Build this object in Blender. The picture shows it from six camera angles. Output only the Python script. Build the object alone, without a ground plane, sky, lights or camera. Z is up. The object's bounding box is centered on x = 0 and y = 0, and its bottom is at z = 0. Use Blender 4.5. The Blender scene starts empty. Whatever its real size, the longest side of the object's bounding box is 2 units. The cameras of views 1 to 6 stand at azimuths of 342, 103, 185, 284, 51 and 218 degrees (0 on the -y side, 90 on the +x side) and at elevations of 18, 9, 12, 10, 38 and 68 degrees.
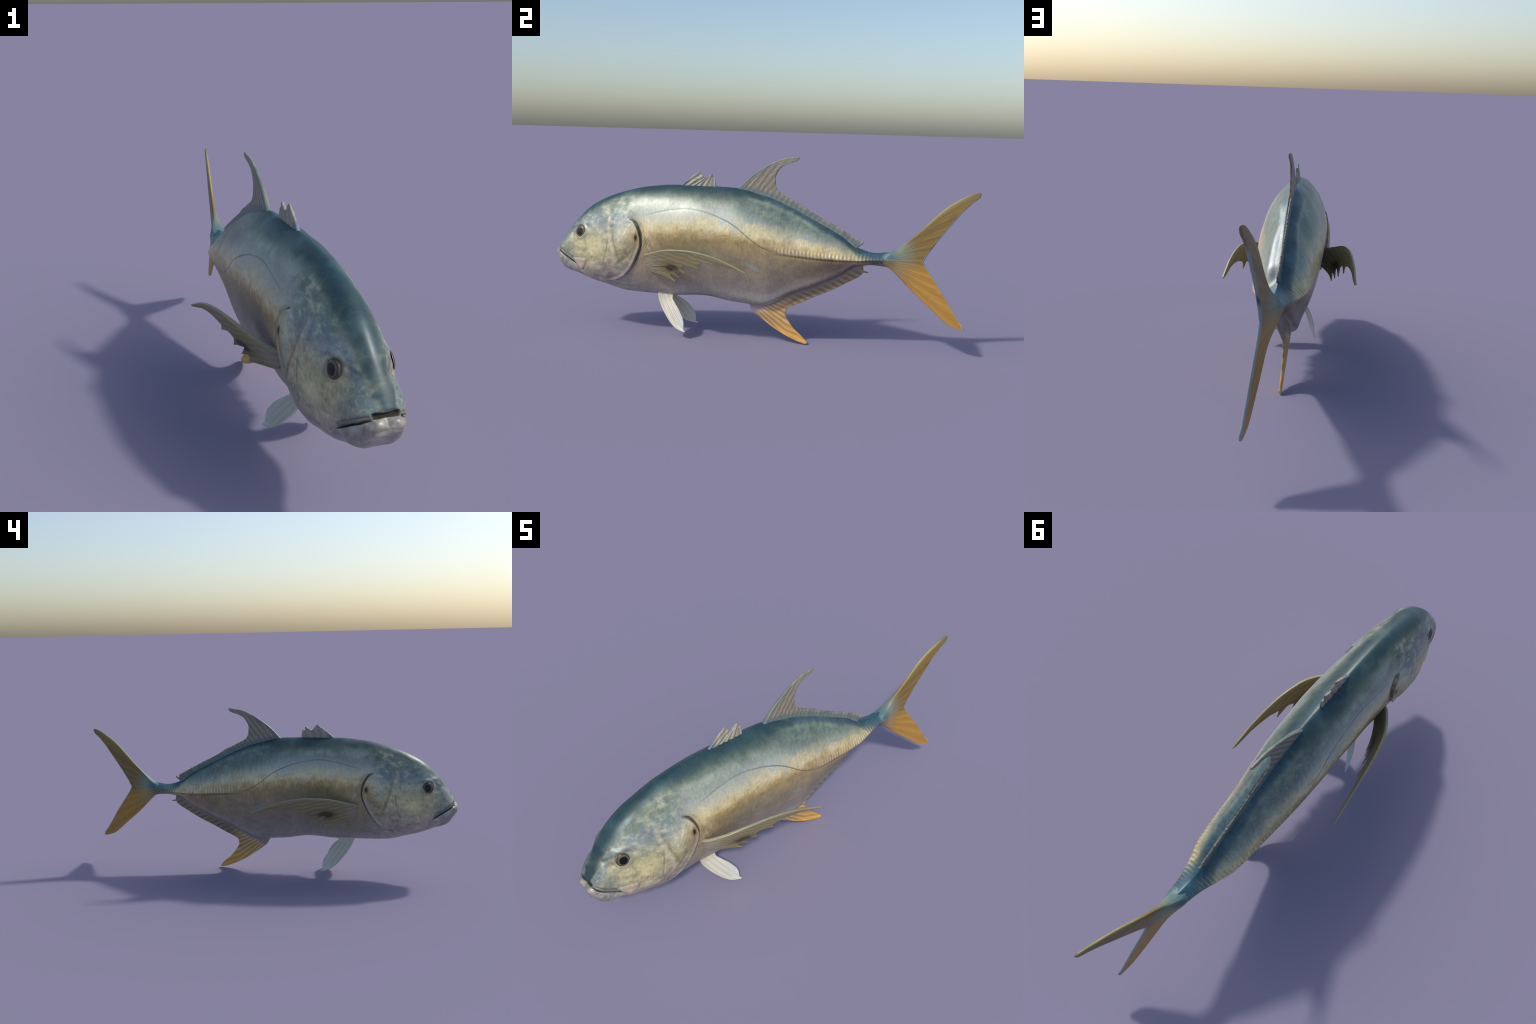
"""A silver-blue game fish with golden tail, built from lofted sections and ray-finned surfaces.
Frame: head towards -y, tail towards +y, z up; mid-plane x = 0, tail swings slightly to +x."""
import bpy
import numpy as np
from math import pi

# ------------------------------------------------------------------ helpers
def pchip(x, y, xq):
    x = np.asarray(x, float); y = np.asarray(y, float); xq = np.asarray(xq, float)
    h = np.diff(x); d = np.diff(y) / h; m = np.zeros_like(y)
    if len(x) > 2:
        w1 = 2 * h[1:] + h[:-1]; w2 = h[1:] + 2 * h[:-1]
        ok = d[:-1] * d[1:] > 1e-14
        a = np.where(ok, d[:-1], 1.0); b = np.where(ok, d[1:], 1.0)
        m[1:-1] = np.where(ok, (w1 + w2) / (w1 / a + w2 / b), 0)
    m[0] = d[0]; m[-1] = d[-1]
    i = np.clip(np.searchsorted(x, xq) - 1, 0, len(x) - 2); t = np.clip((xq - x[i]) / h[i], 0, 1)
    return ((1 + 2 * t) * (1 - t) ** 2 * y[i] + t * (1 - t) ** 2 * h[i] * m[i]
            + t * t * (3 - 2 * t) * y[i + 1] + t * t * (t - 1) * h[i] * m[i + 1])

def sstep(a, b, x):
    t = np.clip((x - a) / (b - a), 0, 1); return t * t * (3 - 2 * t)

def mid_x(y):
    """sideways swing of the mid-plane towards the tail, and a slight turn of the muzzle"""
    y = np.asarray(y)
    return 0.057 * np.clip((y - .4) / .6, 0, None) ** 1.9 + .010 * np.clip((-.84 - y) / .16, 0, 1.1) ** 1.4

def gauss(y, z, y0, z0, sy, sz):
    return np.exp(-((y - y0) / sy) ** 2 - ((z - z0) / sz) ** 2)

def signed_dist(y, z, pts):
    """signed distance in the side view to an open polyline (+ on its left), and the run 0..1 along it"""
    best = np.full(y.shape, 1e9); sg = np.zeros(y.shape); run = np.zeros(y.shape)
    P = np.array(pts, float); seg = np.diff(P, axis=0); ln = np.hypot(*seg.T); tot = ln.sum(); acc = 0
    for k in range(len(seg)):
        t = np.clip(((y - P[k, 0]) * seg[k, 0] + (z - P[k, 1]) * seg[k, 1]) / ln[k] ** 2, 0, 1)
        dy = y - P[k, 0] - t * seg[k, 0]; dz = z - P[k, 1] - t * seg[k, 1]; d = np.hypot(dy, dz)
        c = seg[k, 0] * dz - seg[k, 1] * dy
        m = d < best
        best = np.where(m, d, best); sg = np.where(m, np.sign(c), sg); run = np.where(m, (acc + t * ln[k]) / tot, run)
        acc += ln[k]
    return best * np.where(sg == 0, 1, sg), run

def wobble(y, z, f, seed):
    """cheap smooth value noise for relief"""
    r = np.random.RandomState(seed); o = np.zeros_like(y)
    for k in range(6):
        a = r.uniform(0, 2 * pi); ff = f * r.uniform(.6, 1.7)
        o += np.sin(ff * (y * np.cos(a) + z * np.sin(a)) + r.uniform(0, 6.28))
    return o / 6

# ------------------------------------------------------------------ body sections
ST = [-1.0, -.985, -.95, -.9, -.83, -.74, -.64, -.53, -.4, -.25, -.1, .05, .18, .3, .4, .48, .55, .63]
TOP = [.395, .419, .470, .537, .604, .652, .686, .710, .722, .723, .719, .690, .640, .577, .525, .471, .454, .463]
BOT = [.360, .334, .295, .277, .246, .218, .195, .192, .191, .199, .178, .169, .235, .284, .331, .384, .397, .392]
MID = [.350, .365, .391, .400, .360, .340, .400, .473, .520, .525, .508, .471, .437, .428, .424, .422, .428, .430]
WID = [.034, .053, .075, .082, .105, .126, .135, .124, .127, .131, .128, .122, .114, .103, .092, .068, .046, .034]
NUP = [2.1, 1.95, 1.8, 1.85, 2.00, 1.92, 1.78, 1.70, 1.60, 1.55, 1.53, 1.49, 1.36, 1.47, 1.38, 1.06, 1.3, 1.5]
NLO = [2.4, 3.0, 3.4, 3.2, 2.4, 1.75, 1.7, 1.9, 1.75, 1.66, 1.58, 1.52, 1.30, 1.22, 1.14, 1.05, 1.7, 2.4]
WARP = lambda y: np.sqrt(np.clip(np.asarray(y, float) + 1.0, 0, None) + .0004)
UST = WARP(ST)
def section(y):
    u = WARP(y); return [pchip(UST, q, u) for q in (TOP, BOT, MID, WID, NUP, NLO)]

HALF = 132            # points down each flank
def half_profile(y):
    zt, zb, zc, w, nu, nl = [float(q) for q in section(y)]
    th = np.linspace(0, pi / 2, 260)
    x1 = w * np.sin(th) ** (2 / nu); z1 = zc + (zt - zc) * np.cos(th) ** (2 / nu)
    x2 = w * np.cos(th) ** (2 / nl); z2 = zc - (zc - zb) * np.sin(th) ** (2 / nl)
    x = np.concatenate([x1, x2[1:]]); z = np.concatenate([z1, z2[1:]])
    s = np.concatenate([[0], np.cumsum(np.hypot(np.diff(x), np.diff(z)))]); q = np.linspace(0, s[-1], HALF + 1)
    return np.interp(q, s, x), np.interp(q, s, z)

rows = np.concatenate([-1 + np.linspace(0, .2, 34) ** 2, np.arange(-.9575, -.50, .0021),
                       np.arange(-.499, .06, .0042), np.arange(.062, .6125, .0024)])
rows = np.unique(np.round(rows, 5))
NR = len(rows); RING = 2 * HALF
base = np.zeros((NR, RING, 3))
for j, y in enumerate(rows):
    x, z = half_profile(y)
    base[j, :HALF + 1, 0] = x; base[j, :HALF + 1, 2] = z
    base[j, HALF + 1:, 0] = -x[1:-1][::-1]; base[j, HALF + 1:, 2] = z[1:-1][::-1]
    base[j, :, 1] = y
side = np.where(base[..., 0] >= 0, 1.0, -1.0)
Y = base[..., 1].copy(); Z = base[..., 2].copy(); AX = np.abs(base[..., 0])

def grid_normals(P):
    du = np.roll(P, -1, 1) - np.roll(P, 1, 1)
    dv = np.gradient(P, axis=0)
    n = np.cross(du, dv); n /= np.linalg.norm(n, axis=-1, keepdims=True) + 1e-12
    ref = P - np.stack([np.zeros_like(Y), Y, np.broadcast_to(section(rows)[2][:, None], Y.shape)], -1)
    n *= np.sign(np.mean(np.sum(n * ref, -1)))
    return n
nrm = grid_normals(base)
nrm[:3] = nrm[:3] * .4 + np.array([0, -.6, 0]); nrm /= np.linalg.norm(nrm, axis=-1, keepdims=True)

# feature lines in the side view (y, z)
GILL = [(-.612, .556), (-.592, .557), (-.573, .549), (-.553, .522), (-.541, .495), (-.535, .462), (-.537, .434), (-.548, .403),
        (-.567, .362), (-.593, .318), (-.625, .285), (-.665, .262), (-.72, .249), (-.78, .247)]
MOUTH = [(-1.03, .395), (-.985, .393), (-.970, .381), (-.945, .366), (-.915, .347), (-.880, .324)]
LIPLINE = [(-1.03, .403), (-.978, .401), (-.955, .390), (-.930, .374), (-.905, .360), (-.888, .352)]
LATERAL = [(-.56, .560), (-.518, .577), (-.455, .597), (-.394, .611), (-.304, .620), (-.206, .605), (-.148, .586),
           (-.082, .556), (-.04, .527), (.0, .496), (.053, .463), (.085, .451), (.122, .444), (.197, .439), (.297, .431), (.424, .427), (.66, .426)]
MAXILLA = [(-.893, .351), (-.818, .353), (-.821, .334), (-.845, .299), (-.870, .316), (-.893, .351)]
PREOP = [(-.700, .575), (-.692, .505), (-.677, .441), (-.662, .400), (-.655, .350)]
CHEEK = [(-.697, .47), (-.701, .42), (-.711, .37), (-.728, .315)]
EYE = (-.853, .485)
lat_z = lambda y: np.interp(y, [p[0] for p in LATERAL], [p[1] for p in LATERAL])

H = np.zeros_like(Y); SH = np.zeros_like(Y)      # outward offset, backward shift
flank = sstep(.012, .04, AX)
# gill cover: raised flap whose free edge drops to a recessed slit
d, run = signed_dist(Y, Z, GILL)                  # left of a downward line = behind it
fade = sstep(.0, .10, run) * (1 - sstep(.72, 1.0, run)) * sstep(.02, .05, AX)
front = np.exp(-np.clip(-d, 0, None) / .045) * .0075 - .002 * np.exp(-((d + .016) / .006) ** 2)
back = -(.006 + .006 * sstep(.46, .50, Z)) * np.exp(-np.clip(d, 0, None) / (.014 + .012 * sstep(.45, .5, Z)))
w = sstep(-.0025, .0025, d)
H += fade * (front * (1 - w) + back * w)
SH += fade * .004 * np.exp(-np.clip(-d, 0, None) / .010) * (1 - w)
# shallow second fold just inside the cover
d2, r2 = signed_dist(Y, Z, [(p[0] - .022, p[1] + .012) for p in GILL])
H -= .0008 * np.exp(-(d2 / .005) ** 2) * sstep(.35, .5, r2) * (1 - sstep(.8, .95, r2)) * flank
# preopercle ridge and the cheek groove
d, run = signed_dist(Y, Z, PREOP); e = sstep(0, .15, run) * (1 - sstep(.8, 1, run))
H += e * flank * (.0024 * np.exp(-((d + .006) / .010) ** 2) - .0018 * np.exp(-((d - .010) / .007) ** 2))
d, run = signed_dist(Y, Z, CHEEK); e = sstep(0, .2, run) * (1 - sstep(.8, 1, run))
H -= e * flank * .0018 * np.exp(-(d / .005) ** 2)
# mouth slit, lower lip, upper lip
d, run = signed_dist(Y, Z, MOUTH)
fr = 1 - sstep(.86, 1.0, run)
back_w = 1 - sstep(-.975, -.92, Y)
side_slit = fr * .013 * (1 - sstep(.0010, .0034, np.abs(d))) * sstep(.034, .048, AX)
H -= side_slit * (1 - .5 * back_w); SH += side_slit * back_w
dl_, rl_ = signed_dist(Y, Z, LIPLINE)
SH += .024 * (1 - sstep(.0035, .0085, np.abs(dl_))) * (1 - sstep(.030, .043, AX)) * (Y < -.93)
H -= .0030 * np.exp(-(dl_ / .004) ** 2) * flank * sstep(.038, .05, AX)
dn = np.where(d < 0, -d, 9)
LIP = fr * (.0050 * np.exp(-((dn - .016) / .011) ** 2) - .0012 * np.exp(-((dn - .037) / .007) ** 2)) * (1 - .4 * sstep(.6, .9, run))
H += LIP * (1 - back_w); SH -= .8 * LIP * back_w
up = np.where(d > 0, d, 9)
H += fr * sstep(.35, .5, run) * .0012 * np.exp(-((up - .008) / .005) ** 2)
H += .005 * gauss(Y, Z, -.915, .300, .045, .030) * flank
# maxilla plate at the corner of the mouth
near = (np.abs(Y + .855) < .08) & (np.abs(Z - .325) < .07)
d, run = signed_dist(Y, Z, MAXILLA)
poly = np.zeros(Y.shape, bool)
for (y0, z0), (y1, z1) in zip(MAXILLA[:-1], MAXILLA[1:]):
    poly ^= ((z0 > Z) != (z1 > Z)) & (Y < (y1 - y0) * (Z - z0) / (z1 - z0 + 1e-9) + y0)
d = np.where(poly, -np.abs(d), np.abs(d))
H += near * (.0028 * sstep(-.006, .006, -d) * flank - .0018 * np.exp(-((d - .006) / .004) ** 2) * flank * (Z < .36))
# eye bulge, rim and hollow in front of it
r = np.hypot((Y - EYE[0]), (Z - EYE[1]))
H += .0060 * (1 - sstep(.018, .046, r)) * flank + .0014 * np.exp(-((r - .034) / .005) ** 2) * flank
H -= .0030 * (1 - sstep(.024, .031, r)) * flank
H -= .0075 * gauss(Y, Z, -.898, .473, .020, .014) * flank
H += .0045 * gauss(Y, Z, -.872, .522, .040, .010) * flank
H -= .0035 * gauss(Y, Z, -.918, .488, .014, .010) * flank
# scutes: ribbed keel along the straight part of the lateral line
lz = lat_z(Y); k = sstep(.06, .16, Y) * flank
rel = Z - lz
rib = .5 + .5 * np.cos(2 * pi * Y / .0165)
H += k * .0018 * rib * np.exp(-((rel - .008) / .010) ** 2) * (1 - sstep(.53, .60, Y))
H += k * .0025 * np.exp(-(rel / .008) ** 2) * sstep(.25, .5, Y)
H -= k * .0020 * np.exp(-((rel + .013) / .006) ** 2)
H -= .0004 * np.exp(-((Z - lz) / .0035) ** 2) * sstep(-.54, -.50, Y) * (1 - sstep(.06, .12, Y)) * flank
# sheaths along the bases of the long fins
zt_r, zb_r = [q[:, None] for q in section(rows)[:2]]
e = sstep(-.06, .0, Y) * (1 - sstep(.44, .49, Y))
H += e * (.0035 * np.exp(-((zt_r - Z - .028) / .010) ** 2) - .0030 * np.exp(-((zt_r - Z - .006) / .008) ** 2))
e = sstep(.02, .09, Y) * (1 - sstep(.44, .5, Y))
H += e * (.0025 * np.exp(-((Z - zb_r - .026) / .012) ** 2) - .0035 * np.exp(-((Z - zb_r - .008) / .007) ** 2))
H += .010 * np.exp(-((Z - zb_r - .030) / .028) ** 2) * sstep(-.52, -.35, Y) * (1 - sstep(.25, .45, Y)) * sstep(.006, .02, AX)
# layered cheek: raised plate below the eye, sunken strip before the gill cover, folds under the jaw
H += .0035 * gauss(Y, Z, -.775, .415, .060, .060) * flank - .0030 * gauss(Y, Z, -.685, .36, .022, .07) * flank
H += .0040 * gauss(Y, Z, -.615, .47, .045, .05) * flank - .0030 * gauss(Y, Z, -.595, .375, .022, .05) * flank
d, run = signed_dist(Y, Z, [(-.66, .335), (-.60, .375), (-.565, .425)])
H -= .0020 * np.exp(-(d / .006) ** 2) * sstep(0, .2, run) * (1 - sstep(.8, 1, run)) * flank
H += .0022 * wobble(Y, Z, 28, 9) * flank * sstep(-.50, -.40, Y) * (1 - sstep(.3, .5, Y)) * sstep(.0, .06, Z - zb_r)
# hollow of the pectoral root, soft unevenness of the nape and the cheeks
H += .003 * gauss(Y, Z, -.475, .365, .040, .050) * flank
H += .0011 * wobble(Y, Z, 60, 3) * sstep(-.45, -.6, Y) * flank * (1 - sstep(.02, .045, np.abs(r - .02) * 0 + np.where(r < .05, 1, 0)))
H += .0005 * wobble(Y, Z, 150, 4) * (1 - sstep(-.6, -.5, Y)) * sstep(.33, .36, Z) * flank
H += .0012 * gauss(Y, Z, -.50, .455, .03, .04) * np.cos(2 * pi * (Y - .6 * Z) / .014) * flank
body = base + nrm * H[..., None]
body[..., 1] += SH
# relax the very tip of the muzzle, where the rings crowd together
wt = (1 - sstep(-.9935, -.978, Y))[..., None] * .8
for _ in range(40):
    up_ = np.concatenate([body[:1].mean(1, keepdims=True).repeat(RING, 1), body[:-1]]); dn_ = np.concatenate([body[1:], body[-1:]])
    avg = (np.roll(body, 1, 1) + np.roll(body, -1, 1) + up_ + dn_) / 4
    body[:60] += (wt * (avg - body))[:60]
body[..., 0] += mid_x(body[..., 1])

# faces and regions
J, I = np.meshgrid(np.arange(NR - 1), np.arange(RING), indexing='ij')
a = J * RING + I; b = J * RING + (I + 1) % RING; c = b + RING; dd = a + RING
faces = np.stack([a, b, c, dd], -1).reshape(-1, 4)
verts = body.reshape(-1, 3)
fy = Y.reshape(-1)[faces].mean(1); fz = Z.reshape(-1)[faces].mean(1)
dg, rg = signed_dist(fy, fz, [(-.585, .80)] + GILL[2:11] + [(-.68, .10)])
dm, _ = signed_dist(fy, fz, MOUTH + [(-.868, .300), (-.850, .15)])
dp, rp = signed_dist(fy, fz, [(-.700, .60), (-.695, .505), (-.700, .42), (-.711, .37), (-.735, .300), (-.77, .245)])
head_m = dg < 0
jaw_m = head_m & (dm < 0) & (fy < -.84)
gill_m = head_m & (dp > 0) & (fz < .56) & ~jaw_m & (fz > .25)
tail_m = (~head_m) & (fy > .40)
region = np.where(jaw_m, 1, np.where(gill_m, 2, np.where(head_m, 0, np.where(tail_m, 4, 3))))
caps = []
nv0 = len(verts)
capv = np.array([[float(body[0, :, 0].mean()), float(body[0, :, 1].mean()) - .0003, float(body[0, :, 2].mean())], [mid_x(rows[-1]), rows[-1], float(base[-1, :, 2].mean())]])
verts = np.concatenate([verts, capv])
for i in range(RING):
    caps.append((i, (i + 1) % RING, nv0, 0))
tris = np.array(caps)[:, :3]
zc_ = (verts[tris[:, 0], 2] + verts[tris[:, 1], 2]) / 2
tri_reg = np.where(zc_ < .389, 1, 0)

# orient and compute vertex normals of the whole body
fn = np.cross(verts[faces[:, 2]] - verts[faces[:, 0]], verts[faces[:, 3]] - verts[faces[:, 1]])
ctr = np.stack([mid_x(fy), fy, np.full_like(fy, .45)], -1)
if np.sum(fn * (verts[faces].mean(1) - ctr)) < 0:
    faces = faces[:, ::-1]; fn = -fn
tn = np.cross(verts[tris[:, 1]] - verts[tris[:, 0]], verts[tris[:, 2]] - verts[tris[:, 0]])
if tn[:, 1].sum() > 0:
    tris = tris[:, ::-1]; tn = -tn
VN = np.zeros_like(verts)
for k in range(4): np.add.at(VN, faces[:, k], fn)
for k in range(3): np.add.at(VN, tris[:, k], tn)
VN /= np.linalg.norm(VN, axis=1, keepdims=True) + 1e-15

# ------------------------------------------------------------------ scene objects
scene_col = bpy.context.scene.collection
root = bpy.data.objects.new("jack_fish", None); scene_col.objects.link(root)
root["label"] = "silver-blue deep-bodied sea fish with golden forked tail"
root["category"] = "fish"

def add_object(name, v, f, mat, parent=root, normals=None, smooth=True):
    me = bpy.data.meshes.new(name); me.from_pydata(v.tolist() if hasattr(v, 'tolist') else v, [], f)
    me.update(); me.polygons.foreach_set("use_smooth", [smooth] * len(me.polygons))
    if normals is not None: me.normals_split_custom_set_from_vertices(normals.tolist())
    me.materials.append(mat)
    ob = bpy.data.objects.new(name, me); scene_col.objects.link(ob); ob.parent = parent
    return ob

# ------------------------------------------------------------------ node toolkit
class Net:
    def __init__(s, name):
        s.m = bpy.data.materials.new(name); s.m.use_nodes = True; s.t = s.m.node_tree
        s.bsdf = s.t.nodes["Principled BSDF"]
        tc = s.t.nodes.new("ShaderNodeTexCoord"); s.obj = tc.outputs["Object"]
        sp = s.t.nodes.new("ShaderNodeSeparateXYZ"); s.t.links.new(s.obj, sp.inputs[0])
        s.x, s.y, s.z = sp.outputs
    def _in(s, sock, v):
        if isinstance(v, bpy.types.NodeSocket): s.t.links.new(v, sock)
        elif isinstance(v, (tuple, list)) and len(v) == 3 and sock.type == 'RGBA': sock.default_value = (*v, 1)
        else: sock.default_value = v
    def math(s, op, a, b=None, c=None, clamp=False):
        n = s.t.nodes.new("ShaderNodeMath"); n.operation = op; n.use_clamp = clamp
        for k, v in enumerate((a, b, c)):
            if v is not None: s._in(n.inputs[k], v)
        return n.outputs[0]
    def add(s, a, b): return s.math('ADD', a, b)
    def sub(s, a, b): return s.math('SUBTRACT', a, b)
    def mul(s, a, b): return s.math('MULTIPLY', a, b)
    def abs(s, a): return s.math('ABSOLUTE', a)
    def step(s, a, b, x):
        n = s.t.nodes.new("ShaderNodeMapRange"); n.interpolation_type = 'SMOOTHSTEP'
        s._in(n.inputs[0], x); n.inputs[1].default_value = a; n.inputs[2].default_value = b
        n.inputs[3].default_value = 0; n.inputs[4].default_value = 1
        if a > b:
            n.inputs[1].default_value = b; n.inputs[2].default_value = a; n.inputs[3].default_value = 1; n.inputs[4].default_value = 0
        return n.outputs[0]
    def band(s, x, c, w):
        """1 at x=c falling smoothly to 0 at distance w"""
        return s.step(w, 0, s.abs(s.sub(x, c)))
    def blob(s, y0, z0, sy, sz):
        a = s.math('POWER', s.abs(s.math('DIVIDE', s.sub(s.y, y0), sy)), 2); b = s.math('POWER', s.abs(s.math('DIVIDE', s.sub(s.z, z0), sz)), 2)
        return s.math('POWER', 2.718, s.mul(s.add(a, b), -1))
    def curve(s, x, pts, lo, hi):
        """piecewise curve through pts (x, value) for x in lo..hi, values in 0..1"""
        f = s.math('DIVIDE', s.sub(x, lo), hi - lo, clamp=True)
        n = s.t.nodes.new("ShaderNodeFloatCurve"); cv = n.mapping.curves[0]
        q = [((p - lo) / (hi - lo), v) for p, v in pts]
        cv.points[0].location = q[0]; cv.points[1].location = q[-1]
        for p in q[1:-1]: cv.points.new(*p)
        n.mapping.use_clip = False; n.mapping.update(); s.t.links.new(f, n.inputs["Value"]); return n.outputs[0]
    def noise(s, scale, detail=3, rough=.5, stretch=(1, 1, 1), off=(0, 0, 0), dist=0):
        mp = s.t.nodes.new("ShaderNodeMapping"); mp.inputs["Scale"].default_value = stretch; mp.inputs["Location"].default_value = off
        s.t.links.new(s.obj, mp.inputs[0])
        n = s.t.nodes.new("ShaderNodeTexNoise"); n.inputs["Scale"].default_value = scale; n.inputs["Detail"].default_value = detail
        n.inputs["Roughness"].default_value = rough; n.inputs["Distortion"].default_value = dist
        s.t.links.new(mp.outputs[0], n.inputs["Vector"]); return n.outputs[0]
    def voronoi(s, scale, stretch=(1, 1, 1)):
        mp = s.t.nodes.new("ShaderNodeMapping"); mp.inputs["Scale"].default_value = stretch; s.t.links.new(s.obj, mp.inputs[0])
        n = s.t.nodes.new("ShaderNodeTexVoronoi"); n.inputs["Scale"].default_value = scale; s.t.links.new(mp.outputs[0], n.inputs["Vector"]); return n.outputs["Distance"]
    def ramp(s, x, stops, lo=0., hi=1., interp='EASE'):
        f = s.math('DIVIDE', s.sub(x, lo), hi - lo, clamp=True) if (lo, hi) != (0, 1) else x
        n = s.t.nodes.new("ShaderNodeValToRGB"); cr = n.color_ramp; cr.interpolation = interp
        while len(cr.elements) > 1: cr.elements.remove(cr.elements[-1])
        for k, (p, col) in enumerate(stops):
            p = (p - lo) / (hi - lo)
            e = cr.elements[0] if k == 0 else cr.elements.new(p)
            e.position = p; e.color = (*lin(col), 1)
        s.t.links.new(f, n.inputs[0]); return n.outputs[0]
    def mix(s, f, a, b, mode='MIX'):
        n = s.t.nodes.new("ShaderNodeMix"); n.data_type = 'RGBA'; n.blend_type = mode
        s._in(n.inputs[0], f)
        for k, v in ((6, a), (7, b)):
            if isinstance(v, tuple): n.inputs[k].default_value = (*lin(v), 1)
            else: s.t.links.new(v, n.inputs[k])
        return n.outputs[2]
    def shade(s, col, f):
        """multiply colour by a scalar"""
        n = s.t.nodes.new("ShaderNodeVectorMath"); n.operation = 'SCALE'
        s.t.links.new(col, n.inputs[0]); s._in(n.inputs["Scale"], f); return n.outputs[0]
    def finish(s, col, rough=.4, spec=.5, bump=None, strength=.2, dist=.002, coat=0.):
        s._in(s.bsdf.inputs["Base Color"], col); s._in(s.bsdf.inputs["Roughness"], rough)
        s.bsdf.inputs["Specular IOR Level"].default_value = spec
        s.bsdf.inputs["Coat Weight"].default_value = coat
        if bump is not None:
            b = s.t.nodes.new("ShaderNodeBump"); b.inputs["Strength"].default_value = strength; b.inputs["Distance"].default_value = dist
            s.t.links.new(bump, b.inputs["Height"]); s.t.links.new(b.outputs[0], s.bsdf.inputs["Normal"])
        return s.m

def lin(c):
    """sRGB 0..255 to linear"""
    c = np.array(c, float) / 255
    return tuple(np.where(c <= .04045, c / 12.92, ((c + .055) / 1.055) ** 2.4))

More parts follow.
